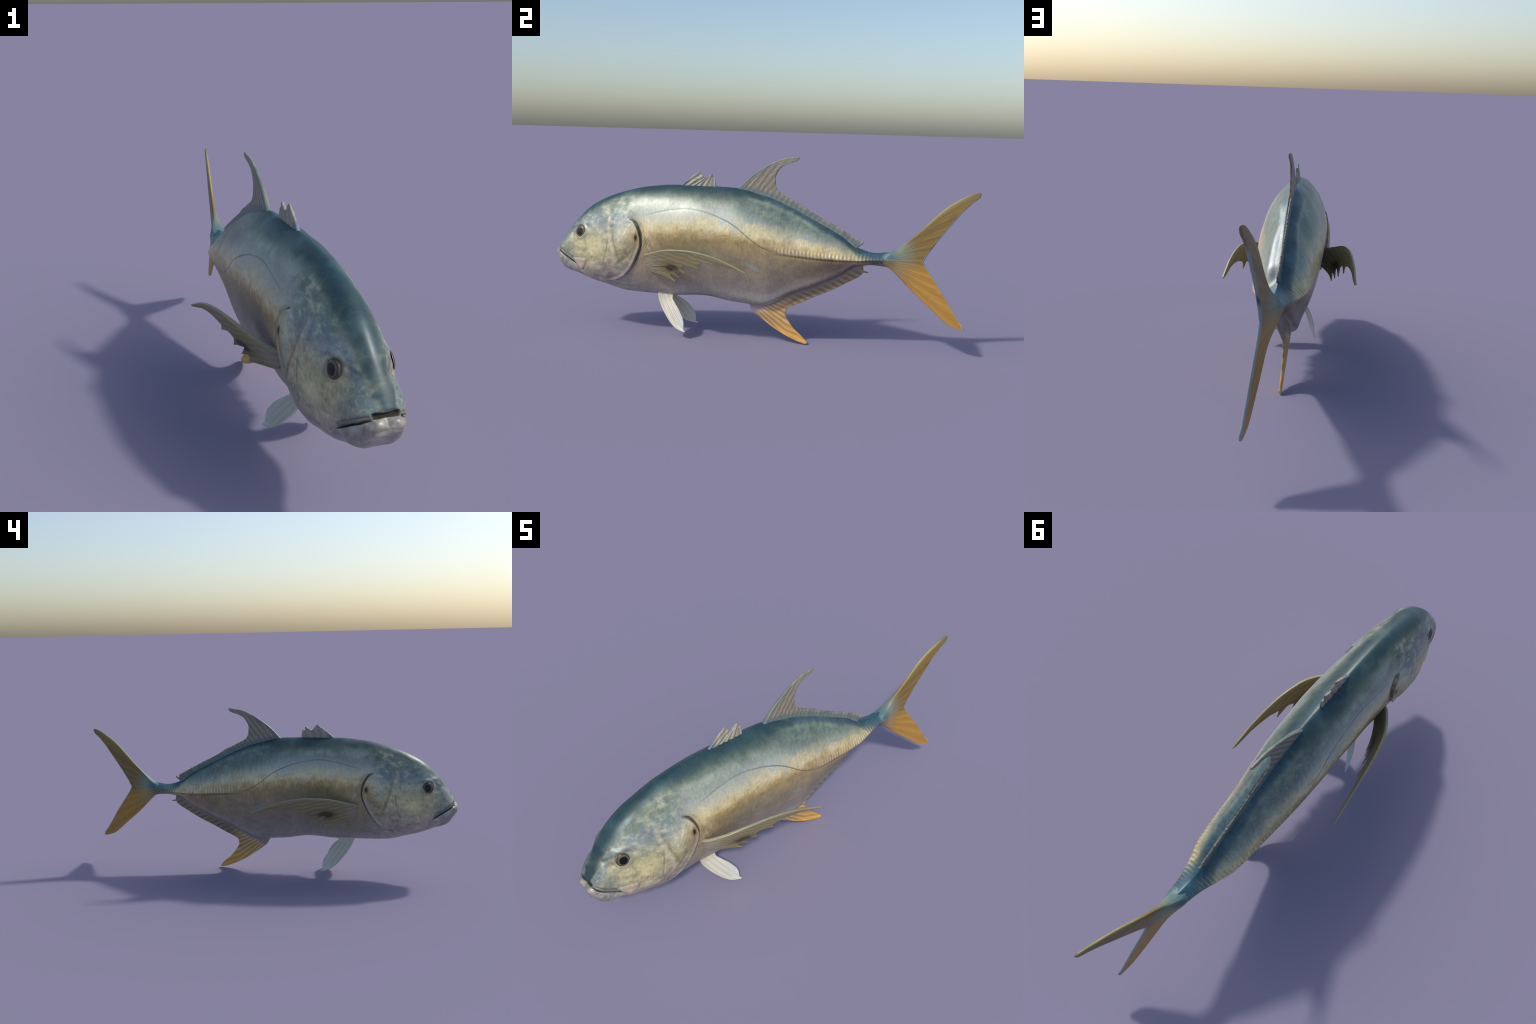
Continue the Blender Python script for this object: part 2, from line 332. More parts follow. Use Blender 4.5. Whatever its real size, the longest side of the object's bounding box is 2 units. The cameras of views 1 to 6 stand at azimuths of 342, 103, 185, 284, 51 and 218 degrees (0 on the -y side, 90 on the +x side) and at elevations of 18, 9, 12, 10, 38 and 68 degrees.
# ------------------------------------------------------------------ skin
def skin_material(name):
    N = Net(name)
    y, z = N.y, N.z
    ax = N.abs(N.sub(N.x, N.mul(N.math('POWER', N.math('MAXIMUM', N.math('DIVIDE', N.sub(y, .4), .6), 0.0), 1.9), .057)))
    turn = N.mul(N.math('POWER', N.math('MAXIMUM', N.math('DIVIDE', N.sub(-.84, y), .16), 0.0), 1.4), .010)
    ax = N.abs(N.sub(N.sub(N.x, N.mul(N.math('POWER', N.math('MAXIMUM', N.math('DIVIDE', N.sub(y, .4), .6), 0.0), 1.9), .057)), turn))
    n_big = N.noise(9, 3, .55, off=(3, 1, 2)); n_mid = N.noise(26, 4, .6, off=(1, 5, 2)); n_fine = N.noise(95, 4, .6)
    n_str = N.noise(15, 3, .55, stretch=(1, 5.5, .8), off=(2, 2, 7))      # vertical scale-row streaks
    cb, cm, cf, cs = [N.sub(q, .5) for q in (n_big, n_mid, n_fine, n_str)]
    # gold band follows the flank; measure height from its upper edge
    gold = N.curve(y, [(-1, .53), (-.52, .525), (-.35, .543), (-.2, .54), (0, .530), (.15, .520), (.25, .500), (.35, .476), (.45, .458), (.62, .440)], -1, .65)
    n_st2 = N.noise(30, 3, .6, stretch=(1, 6, 1.1), off=(5, 3, 1)); cs2 = N.sub(n_st2, .5)
    n_pat = N.noise(13, 4, .6, stretch=(1, 1, 1.3), off=(7, 2, 4), dist=.6); cp = N.sub(n_pat, .5)
    d = N.add(N.sub(z, gold), N.add(N.add(N.mul(cs, .022), N.mul(cs2, .022)), N.add(N.mul(cm, .07), N.mul(cp, .075))))
    col = N.ramp(d, [(-.33, (160, 155, 149)), (-.27, (154, 146, 135)), (-.21, (152, 140, 123)), (-.15, (154, 140, 114)), (-.10, (160, 143, 110)),
                     (-.066, (170, 149, 106)), (-.036, (190, 168, 118)), (-.010, (212, 197, 150)), (.016, (196, 189, 156)), (.045, (176, 177, 160)), (.072, (158, 165, 156)),
                     (.09, (142, 150, 140)), (.125, (150, 158, 144)), (.155, (132, 144, 132))], -.34, .17)
    col = N.mix(N.mul(N.blob(-.10, .560, .10, .035), N.mul(N.step(.42, .6, n_mid), .6)), col, (152, 172, 182))
    col = N.mix(N.mul(N.blob(.27, .510, .16, .022), .5), col, (150, 168, 178))
    col = N.mix(N.mul(N.blob(-.26, .425, .13, .045), .6), col, (142, 138, 116))  # grey-olive patch: shadow of the pectoral fin painted on the flank
    col = N.mix(N.mul(N.blob(.42, .425, .12, .05), N.mul(N.step(-.05, -.07, d), .5)), col, (112, 98, 80))
    col = N.mix(N.mul(N.blob(-.43, .31, .10, .05), .6), col, (158, 146, 112))
    # darker olive stains in the gold
    st = N.mul(N.step(.50, .62, n_pat), N.mul(N.step(-.12, -.05, d), N.step(.03, -.01, d)))
    col = N.mix(N.mul(st, .42), col, (128, 108, 70))
    br = N.mul(N.step(.50, .40, n_pat), N.mul(N.step(-.07, -.02, d), N.step(.05, .01, d)))
    col = N.mix(N.mul(br, .5), col, (226, 212, 168))
    col = N.mix(N.mul(N.blob(-.37, .475, .09, .028), .22), col, (116, 98, 62))
    # teal upper flank of the rear half
    teal_edge = N.curve(y, [(-1, .66), (-.35, .70), (-.2, .665), (-.1, .628), (-.02, .592), (.07, .556), (.18, .526), (.3, .498), (.4, .474), (.5, .449), (.62, .438)], -1, .65)
    dt = N.add(N.sub(z, teal_edge), N.add(N.mul(cs, .05), N.add(N.mul(cm, .07), N.mul(cb, .05))))
    teal = N.mix(N.step(.36, .66, n_mid), (84, 102, 100), (114, 130, 112))
    teal = N.mix(N.mul(N.step(.45, .68, n_str), .6), teal, (98, 114, 116))
    teal = N.mix(N.mul(N.step(.52, .7, N.noise(55, 4, .6, off=(4, 4, 1))), .45), teal, (128, 148, 130))
    col = N.mix(N.mul(N.step(-.04, .045, dt), N.mul(N.step(-.32, -.02, y), .92)), col, teal)
    # dark blue-green back: strip along the ridge, fading through olive green
    ridge = N.curve(y, [(-1, .40), (-.974, .438), (-.927, .503), (-.881, .558), (-.824, .606), (-.74, .652), (-.64, .686), (-.53, .71), (-.4, .722), (-.2, .723), (-.05, .713), (.05, .690), (.18, .640), (.3, .577), (.4, .525), (.48, .471), (.55, .455), (.65, .463)], -1, .65)
    down = N.add(N.sub(ridge, z), N.add(N.mul(cb, .035), N.add(N.mul(cp, .03), N.mul(cs, .012))))
    fr = N.step(.08, -.10, y)
    wide = N.curve(y, [(-1, .010), (-.93, .018), (-.85, .034), (-.7, .032), (-.5, .036), (-.3, .046), (-.1, .05), (.05, .018), (.4, .014), (.46, .02), (.5, .035), (.65, .03)], -1, .65)
    green = N.step(1.75, .70, N.math('DIVIDE', down, wide))
    blue = N.step(1.25, .15, N.math('DIVIDE', down, wide))
    col = N.mix(N.mul(green, .85), col, (80, 98, 84))
    deep = N.mix(N.step(.38, .62, n_mid), (40, 68, 80), (44, 68, 70))
    deep = N.mix(N.mul(N.step(.5, .7, n_big), .5), deep, (54, 86, 94))
    deep = N.mix(N.step(.42, .54, y), deep, (48, 86, 102))
    col = N.mix(N.mul(blue, .95), col, deep)
    # line of dark blue below the dorsal sheath
    sh = N.mul(N.band(N.sub(N.sub(ridge, z), .014), 0., .016), N.mul(N.step(-.03, .08, y), N.step(.48, .42, y)))
    col = N.mix(N.mul(sh, .75), col, (58, 86, 100))
    col = N.mix(N.mul(N.mul(N.band(N.sub(N.sub(ridge, z), .036), 0., .012), N.mul(N.step(-.08, -.0, y), N.step(.40, .3, y))), .5), col, (116, 134, 116))
    # ---- head
    hd = N.mul(N.step(-.53, -.64, N.add(y, N.mul(cp, .10))), N.step(.6, 1.3, N.math('DIVIDE', down, wide)))
    hz = N.add(z, N.add(N.mul(cm, .05), N.mul(cb, .03)))
    hcol = N.ramp(hz, [(.20, (160, 154, 154)), (.27, (162, 152, 146)), (.33, (166, 158, 140)), (.39, (172, 164, 128)), (.45, (174, 168, 130)),
                       (.50, (154, 156, 140)), (.545, (124, 136, 140)), (.59, (112, 128, 116)), (.63, (104, 118, 104))], .2, .64)
    hcol = N.mix(N.mul(N.blob(-.775, .405, .045, .055), .7), hcol, (206, 196, 146))
    hcol = N.mix(N.mul(N.blob(-.62, .49, .035, .03), .6), hcol, (204, 202, 176))
    hcol = N.mix(N.mul(N.blob(-.585, .425, .030, .045), .6), hcol, (140, 124, 86))
    hcol = N.mix(N.mul(N.blob(-.62, .40, .022, .035), .4), hcol, (164, 146, 102))
    hcol = N.mix(N.mul(N.blob(-.70, .335, .04, .04), .55), hcol, (166, 146, 134))
    hcol = N.mix(N.mul(N.blob(-.745, .55, .05, .022), .7), hcol, (114, 127, 130))
    hcol = N.mix(N.mul(N.blob(-.83, .58, .05, .02), .5), hcol, (98, 116, 90))
    n_hd = N.noise(34, 3, .55, stretch=(1, .8, 1.4), off=(9, 9, 3), dist=.3)
    hcol = N.mix(N.mul(N.step(.42, .80, n_hd), .65), hcol, (208, 202, 170))
    hcol = N.mix(N.mul(N.step(.50, .26, n_hd), .55), hcol, (108, 112, 96))
    hcol = N.mix(N.mul(N.step(.52, .64, n_pat), N.mul(N.step(.40, .48, z), .35)), hcol, (104, 122, 128))
    snout = N.step(-.86, -.93, N.add(y, N.mul(N.sub(z, .40), .25)))
    hcol = N.mix(N.mul(snout, .65), hcol, (124, 136, 132))
    hcol = N.mix(N.mul(N.blob(-.80, .455, .06, .02), .45), hcol, (150, 146, 104))
    # muzzle front is blue-grey, with darker cross bands over the forehead
    muz = N.mul(N.step(-.955, -.985, N.sub(y, N.mul(N.sub(z, .40), .82))), N.step(.40, .415, z))
    hcol = N.mix(N.mul(muz, .6), hcol, (84, 108, 118))
    speck = N.mul(N.step(.54, .68, n_fine), N.mul(N.step(.30, .36, z), N.step(.52, .46, z)))
    hcol = N.mix(N.mul(speck, .22), hcol, (214, 206, 170))
    col = N.mix(hd, col, hcol)
    fb = N.mul(N.mul(N.band(y, -.915, .016), N.step(.045, .015, ax)), N.step(.46, .49, z))
    col = N.mix(N.mul(fb, .6), col, (34, 52, 62))
    # silvery bright mottling around the nape and behind the gill cover
    nape = N.mul(N.blob(-.63, .585, .07, .035), N.step(.36, .76, n_mid))
    col = N.mix(N.mul(nape, .45), col, (170, 178, 168))
    shoulder = N.mul(N.blob(-.495, .46, .03, .05), N.step(.47, .60, N.noise(40, 3, .6, stretch=(1, 2.0, .8))))
    col = N.mix(N.mul(shoulder, .65), col, (196, 180, 158))
    # preopercle ridge, cheek groove, gill slit, gill spot
    pre_y = N.curve(z, [(.30, .28), (.35, .345), (.40, .338), (.441, .323), (.505, .308), (.575, .300)], .30, .60)
    pz = N.mul(N.step(.33, .37, z), N.step(.585, .56, z))
    dpre = N.sub(y, N.sub(pre_y, 1.0))
    col = N.mix(N.mul(N.mul(N.band(dpre, -.006, .017), pz), N.add(.2, N.mul(N.step(.3, .7, n_hd), .5))), col, (196, 186, 158))
    col = N.mix(N.mul(N.mul(N.band(dpre, .013, .012), N.mul(N.step(.34, .37, z), N.step(.53, .48, z))), .55), col, (122, 104, 72))
    che_y = N.curve(z, [(.305, .268), (.315, .272), (.37, .289), (.42, .299), (.48, .303)], .305, .48)
    col = N.mix(N.mul(N.mul(N.band(N.sub(y, N.sub(che_y, 1.0)), 0., .006), N.mul(N.step(.31, .34, z), N.step(.47, .44, z))), .6), col, (116, 106, 92))
    gill_y = N.curve(z, [(.25, .285), (.262, .335), (.285, .375), (.318, .407), (.362, .433), (.403, .452), (.434, .463), (.462, .465), (.495, .459), (.522, .447), (.549, .427), (.557, .408)], .25, .557)
    dgl = N.sub(y, N.sub(gill_y, 1.0))
    gz = N.mul(N.step(.255, .29, z), N.step(.565, .55, z))
    col = N.mix(N.mul(N.mul(N.step(1.0, .2, N.math('DIVIDE', N.abs(N.sub(dgl, .006)), N.add(.0062, N.mul(N.step(.44, .50, z), .005)))), gz), N.mul(N.step(.24, .40, z), N.add(.62, N.mul(n_mid, .45)))), col, (46, 42, 38))
    col = N.mix(N.mul(N.mul(N.band(dgl, .024, .018), N.mul(gz, N.step(.40, .46, z))), .5), col, (132, 122, 94))
    col = N.mix(N.mul(N.mul(N.band(dgl, -.006, .012), N.mul(gz, N.step(.46, .42, z))), .5), col, (176, 170, 170))
    col = N.mix(N.math('MINIMUM', N.mul(N.blob(-.5535, .476, .0085, .0165), 1.25), 1.0), col, (26, 24, 20))
    # lateral line and scutes
    ll = N.curve(y, [(-.56, .560), (-.518, .577), (-.455, .597), (-.394, .611), (-.304, .620), (-.206, .605), (-.148, .586), (-.082, .556), (-.04, .527),
                     (0, .496), (.053, .463), (.085, .451), (.122, .444), (.197, .439), (.297, .431), (.424, .427), (.66, .426)], -.56, .66)
    dl = N.sub(z, ll)
    col = N.mix(N.mul(N.mul(N.band(dl, 0., .0050), N.mul(N.step(-.55, -.45, y), N.step(.14, .06, y))), N.add(.45, N.mul(N.step(-.25, -.10, y), .35))), col, (84, 88, 66))
    rib = N.math('COSINE', N.mul(y, 2 * pi / .0165))
    kz = N.mul(N.step(.05, .20, y), N.mul(N.step(-.006, -.001, dl), N.step(.040, .008, N.add(dl, N.mul(N.step(.35, .55, y), .008)))))
    col = N.mix(N.mul(N.mul(N.mul(kz, N.step(.57, .50, y)), N.step(-.25, .8, rib)), .5), col, (204, 196, 170))
    col = N.mix(N.mul(N.mul(kz, N.step(.0, -.9, rib)), .30), col, (150, 140, 112))
    under = N.mul(N.band(dl, -.010, .010), N.step(.08, .22, y))
    col = N.mix(N.mul(under, .8), col, N.mix(N.step(-.3, .5, rib), (92, 82, 58), (140, 122, 76)))
    col = N.mix(N.mul(N.mul(N.step(-.012, -.035, dl), N.step(.20, .42, y)), .55), col, (122, 110, 102))
    # crease above the anal fin, its shade painted in as a dark band
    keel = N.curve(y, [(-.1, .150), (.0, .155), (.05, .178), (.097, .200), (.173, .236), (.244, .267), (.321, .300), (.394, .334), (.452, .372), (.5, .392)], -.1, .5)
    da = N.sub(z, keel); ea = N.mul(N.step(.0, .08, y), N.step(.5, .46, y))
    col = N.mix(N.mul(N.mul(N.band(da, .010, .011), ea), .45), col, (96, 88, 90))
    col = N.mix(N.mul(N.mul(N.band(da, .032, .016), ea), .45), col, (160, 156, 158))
    # pale spots along the lower flank
    for sy, sz, ry, rz in ((.004, .371, .021, .0125), (-.223, .360, .017, .009), (-.285, .347, .017, .010)):
        u = N.math('DIVIDE', N.add(N.sub(y, sy), N.mul(N.sub(z, sz), .8)), ry); v = N.math('DIVIDE', N.add(N.sub(z, sz), N.mul(N.sub(y, sy), .35)), rz)
        m = N.step(1.1, .9, N.add(N.mul(u, u), N.mul(v, v)))
        col = N.mix(N.mul(m, .7), col, (150, 152, 152))
    # jaws: pale lip, dark mouth, pinkish maxilla
    mz = N.curve(y, [(-1.03, .395), (-.985, .393), (-.970, .381), (-.945, .366), (-.915, .347), (-.880, .324), (-.84, .30)], -1.03, -.84)
    uz = N.curve(y, [(-1.03, .404), (-.978, .401), (-.955, .390), (-.930, .374), (-.905, .360), (-.888, .352), (-.84, .35)], -1.03, -.84)
    dm_ = N.sub(z, mz); jf = N.step(-.845, -.885, y)
    col = N.mix(N.mul(N.mul(N.step(.004, -.006, dm_), jf), .85), col, N.mix(N.step(.4, .65, n_mid), (146, 140, 134), (172, 166, 158)))
    strip = N.mul(N.mul(N.step(-.001, .002, dm_), N.step(.001, -.003, N.sub(z, uz))), N.mul(N.step(-.882, -.89, y), N.step(.036, .046, ax)))
    col = N.mix(N.mul(strip, .8), col, (112, 108, 100))
    col = N.mix(N.mul(N.mul(N.band(N.sub(z, uz), .0, .004), N.mul(N.step(-.885, -.90, y), N.step(-.985, -.975, y))), .65), col, (66, 66, 62))  # shadow of the overlapping snout, painted as a dark line along the upper lip
    gap = N.mul(N.mul(N.step(.0095, .0065, N.abs(N.sub(z, uz))), N.step(.046, .034, ax)), N.step(-.93, -.945, y))
    slit = N.mul(N.mul(N.step(.0036, .0014, N.abs(dm_)), N.step(.036, .046, ax)), N.step(-.876, -.884, y))
    col = N.mix(N.mul(N.math('MAXIMUM', gap, slit), .93), col, (26, 23, 21))
    mxm = N.mul(N.mul(N.step(-.885, -.872, y), N.step(-.816, -.822, y)), N.mul(N.step(.356, .349, z), N.step(-.004, .004, N.sub(z, N.add(.299, N.mul(N.abs(N.add(y, .847)), 1.15))))))
    col = N.mix(N.mul(mxm, .7), col, (180, 160, 146))
    # eye rim
    er = N.math('SQRT', N.add(N.math('POWER', N.abs(N.sub(y, EYE[0])), 2), N.math('POWER', N.abs(N.sub(z, EYE[1])), 2)))
    col = N.mix(N.mul(N.band(er, .0285, .007), .6), col, (150, 144, 120))
    col = N.mix(N.mul(N.band(er, .0265, .005), .5), col, (104, 100, 84))
    col = N.mix(N.mul(N.blob(-.895, .475, .016, .012), .55), col, (128, 120, 108))
    brow_z = N.curve(y, [(-.945, .476), (-.92, .489), (-.89, .503), (-.86, .513), (-.83, .516), (-.80, .508)], -.945, -.80)
    col = N.mix(N.mul(N.mul(N.band(N.sub(z, brow_z), .0, .011), N.mul(N.step(-.94, -.915, y), N.step(-.80, -.83, y))), .6), col, (62, 74, 78))
    col = N.mix(N.mul(N.band(er, .0335, .0055), .45), col, (146, 140, 108))
    # nostril
    col = N.mix(N.mul(N.blob(-.945, .452, .006, .006), .45), col, (60, 74, 80))
    # overall grain: fine speckle and scale-row streaks
    g = N.add(1.0, N.add(N.mul(cf, .55), N.add(N.mul(cs2, .55), N.add(N.add(N.mul(cm, .55), N.mul(cp, .55)), N.mul(cb, .3)))))
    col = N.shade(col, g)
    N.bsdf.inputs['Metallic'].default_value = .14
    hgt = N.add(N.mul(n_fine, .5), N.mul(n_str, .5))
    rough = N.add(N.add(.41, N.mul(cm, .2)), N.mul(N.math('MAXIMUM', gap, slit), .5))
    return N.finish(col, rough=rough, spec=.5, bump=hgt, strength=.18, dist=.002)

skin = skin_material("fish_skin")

# ------------------------------------------------------------------ split the body into its anatomical parts
names = {0: "head", 1: "lower_jaw", 2: "gill_cover", 3: "torso", 4: "tail"}
made = {}
for rg_, nm in names.items():
    fs = [faces[region == rg_]]
    ts = tris[tri_reg == rg_] if rg_ < 2 else np.zeros((0, 3), int)
    used = np.unique(np.concatenate([fs[0].ravel(), ts.ravel()]))
    mp = np.full(len(verts), -1); mp[used] = np.arange(len(used))
    fl = mp[fs[0]].tolist() + mp[ts].tolist()
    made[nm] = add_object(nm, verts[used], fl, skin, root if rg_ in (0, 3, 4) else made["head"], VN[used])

# ------------------------------------------------------------------ eyes
def eye_material():
    N = Net("eye_gloss")
    r = N.math('SQRT', N.add(N.math('POWER', N.abs(N.math('DIVIDE', N.y, .92)), 2), N.math('POWER', N.abs(N.z), 2)))
    n = N.sub(N.noise(140, 3), .5)
    r2 = N.add(r, N.mul(n, .003))
    col = N.ramp(r2, [(0, (8, 9, 11)), (.0168, (8, 9, 11)), (.0182, (62, 60, 48)), (.0200, (104, 98, 80)), (.0235, (78, 73, 60)), (.0262, (60, 57, 48)), (.03, (84, 80, 66))], 0, .03, 'LINEAR')
    return N.finish(col, rough=.28, spec=.4)
eye_mat = eye_material()
def eye_mesh():
    v = []; f = []; nr, ns = 18, 48
    for i in range(nr + 1):
        t = i / nr * pi / 2
        for k in range(ns):
            p = 2 * pi * k / ns; v.append((.0090 * np.cos(t), .0285 * np.sin(t) * np.cos(p), .0285 * np.sin(t) * np.sin(p)))
    for i in range(nr):
        for k in range(ns):
            f.append((i * ns + k, i * ns + (k + 1) % ns, (i + 1) * ns + (k + 1) % ns, (i + 1) * ns + k))
    return v, [tuple(reversed(q)) for q in f]
ev, ef = eye_mesh()
jj = int(np.argmin(np.abs(rows - EYE[0])))
ii = int(np.argmin(np.abs(base[jj, :HALF, 2] - EYE[1])))
en = nrm[jj, ii]; ep = body[jj, ii]
for s in (1, -1):
    pv = [(s * q[0], q[1], q[2]) for q in ev]
    fv = ef if s > 0 else [tuple(reversed(q)) for q in ef]
    ob = add_object("eye", pv, fv, eye_mat, made["head"])
    n = np.array([en[0] * s, en[1] * .6, en[2] * .6]); n /= np.linalg.norm(n)
    ob.location = (s * (ep[0] - mid_x(ep[1])) + mid_x(ep[1]) - n[0] * .0025, ep[1] - n[1] * .0025, ep[2] - n[2] * .0025)
    ob.rotation_euler = (0, -s * np.arcsin(n[2]) * 1.0, np.arctan2(n[1] * s, n[0] * s))

# ------------------------------------------------------------------ fins
def along(pts, m_or_t, smooth=True, params=None):
    """sample a 3D (or y,z) curve at the given parameters"""
    P = np.array(pts, float)
    if P.shape[1] == 2: P = np.column_stack([mid_x(P[:, 0]), P])
    if params is None:
        params = np.concatenate([[0], np.cumsum(np.linalg.norm(np.diff(P, axis=0), axis=1))]); params = params / params[-1]
    t = np.asarray(m_or_t)
    f = pchip if smooth else (lambda a, b, q: np.interp(q, a, b))
    return np.stack([f(params, P[:, k], t) for k in range(3)], -1)

def fin(name, B, T, L, R, s, v, thick, rays, mat, lean=None, mirror=False, rim=.005, ray_amp=.0009, parent=root, rim_ends=(True, True), warp=None):
    """Coons surface between base B(s), margin T(s), front edge L(v), rear edge R(v), given a rounded thickness with ray ridges"""
    B, T, L, R = B(s), T(s), L(v), R(v)
    S = s[:, None, None]; V = v[None, :, None]
    P = ((1 - V) * B[:, None] + V * T[:, None] + (1 - S) * L[None] + S * R[None]
         - ((1 - S) * (1 - V) * B[0] + S * (1 - V) * B[-1] + (1 - S) * V * T[0] + S * V * T[-1]))
    if warp is not None: P = warp(P, S[..., 0], V[..., 0])
    if lean is None:
        n = np.zeros_like(P); n[..., 0] = 1
    else:
        n = np.cross(np.gradient(P, axis=0), np.gradient(P, axis=1)); n /= np.linalg.norm(n, axis=-1, keepdims=True) + 1e-12
        for _ in range(30):      # even out the facing so that the rim does not fold
            for ax_ in (0, 1):
                q = np.concatenate([n.take([0], ax_), n, n.take([-1], ax_)], ax_)
                n = (q.take(range(0, n.shape[ax_]), ax_) + 2 * n + q.take(range(2, n.shape[ax_] + 2), ax_)) / 4
        n /= np.linalg.norm(n, axis=-1, keepdims=True) + 1e-12
        if (n @ np.array(lean, float)).mean() < 0: n = -n
    e = np.linalg.norm(P - P[:, -1:], axis=-1)
    if rim_ends[0]: e = np.minimum(e, np.linalg.norm(P - P[:1], axis=-1))
    if rim_ends[1]: e = np.minimum(e, np.linalg.norm(P - P[-1:], axis=-1))
    q = np.clip(e / rim, 0, 1); edge = np.sqrt(1 - (1 - q) ** 2)
    h = thick(P, S[..., 0] + 0 * V[..., 0], V[..., 0] + 0 * S[..., 0])
    ridge = np.cos(2 * pi * rays * S[..., 0]) * ray_amp * sstep(0, .12, V[..., 0]) * (1 - .6 * V[..., 0])
    h = np.maximum(h + ridge * sstep(.004, .012, e), .0006) * edge
    A = P + n * h[..., None]; C = P - n * h[..., None]
    ns, nv = len(s), len(v)
    vv = np.concatenate([A.reshape(-1, 3), C.reshape(-1, 3)]); m = ns * nv
    idx = np.arange(m).reshape(ns, nv)
    back = idx + m
    back[:, -1] = idx[:, -1]
    if rim_ends[0]: back[0] = idx[0]
    if rim_ends[1]: back[-1] = idx[-1]
    f = []
    for g, flip in ((idx, False), (back, True)):
        qd = np.stack([g[:-1, :-1], g[1:, :-1], g[1:, 1:], g[:-1, 1:]], -1).reshape(-1, 4)
        f.append(qd[:, ::-1] if flip else qd)
    f = np.concatenate(f)
    fnn = np.cross(vv[f[:, 2]] - vv[f[:, 0]], vv[f[:, 3]] - vv[f[:, 1]])
    side_ref = np.concatenate([n[:-1, :-1].reshape(-1, 3), -n[:-1, :-1].reshape(-1, 3)])
    if np.sum(fnn * side_ref) < 0: f = f[:, ::-1]
    if mirror: vv = vv * np.array([-1, 1, 1]); f = f[:, ::-1]
    used = np.unique(f); mp = np.full(len(vv), -1); mp[used] = np.arange(len(used))
    return vv[used], mp[f], (name, mat, parent)

def build(res):
    v, f, (name, mat, parent) = res
    fl = []
    for q in f.tolist():
        u = list(dict.fromkeys(q))
        if len(u) > 2: fl.append(u)
    return add_object(name, v, fl, mat, parent)

def rim_samples(n, both=True, e=.012):
    t = np.linspace(0, 1, n)
    extra = np.array([.1, .3, .6, 1.]) * e
    return np.unique(np.concatenate([t, 1 - extra] + ([extra] if both else [])))
sv = rim_samples

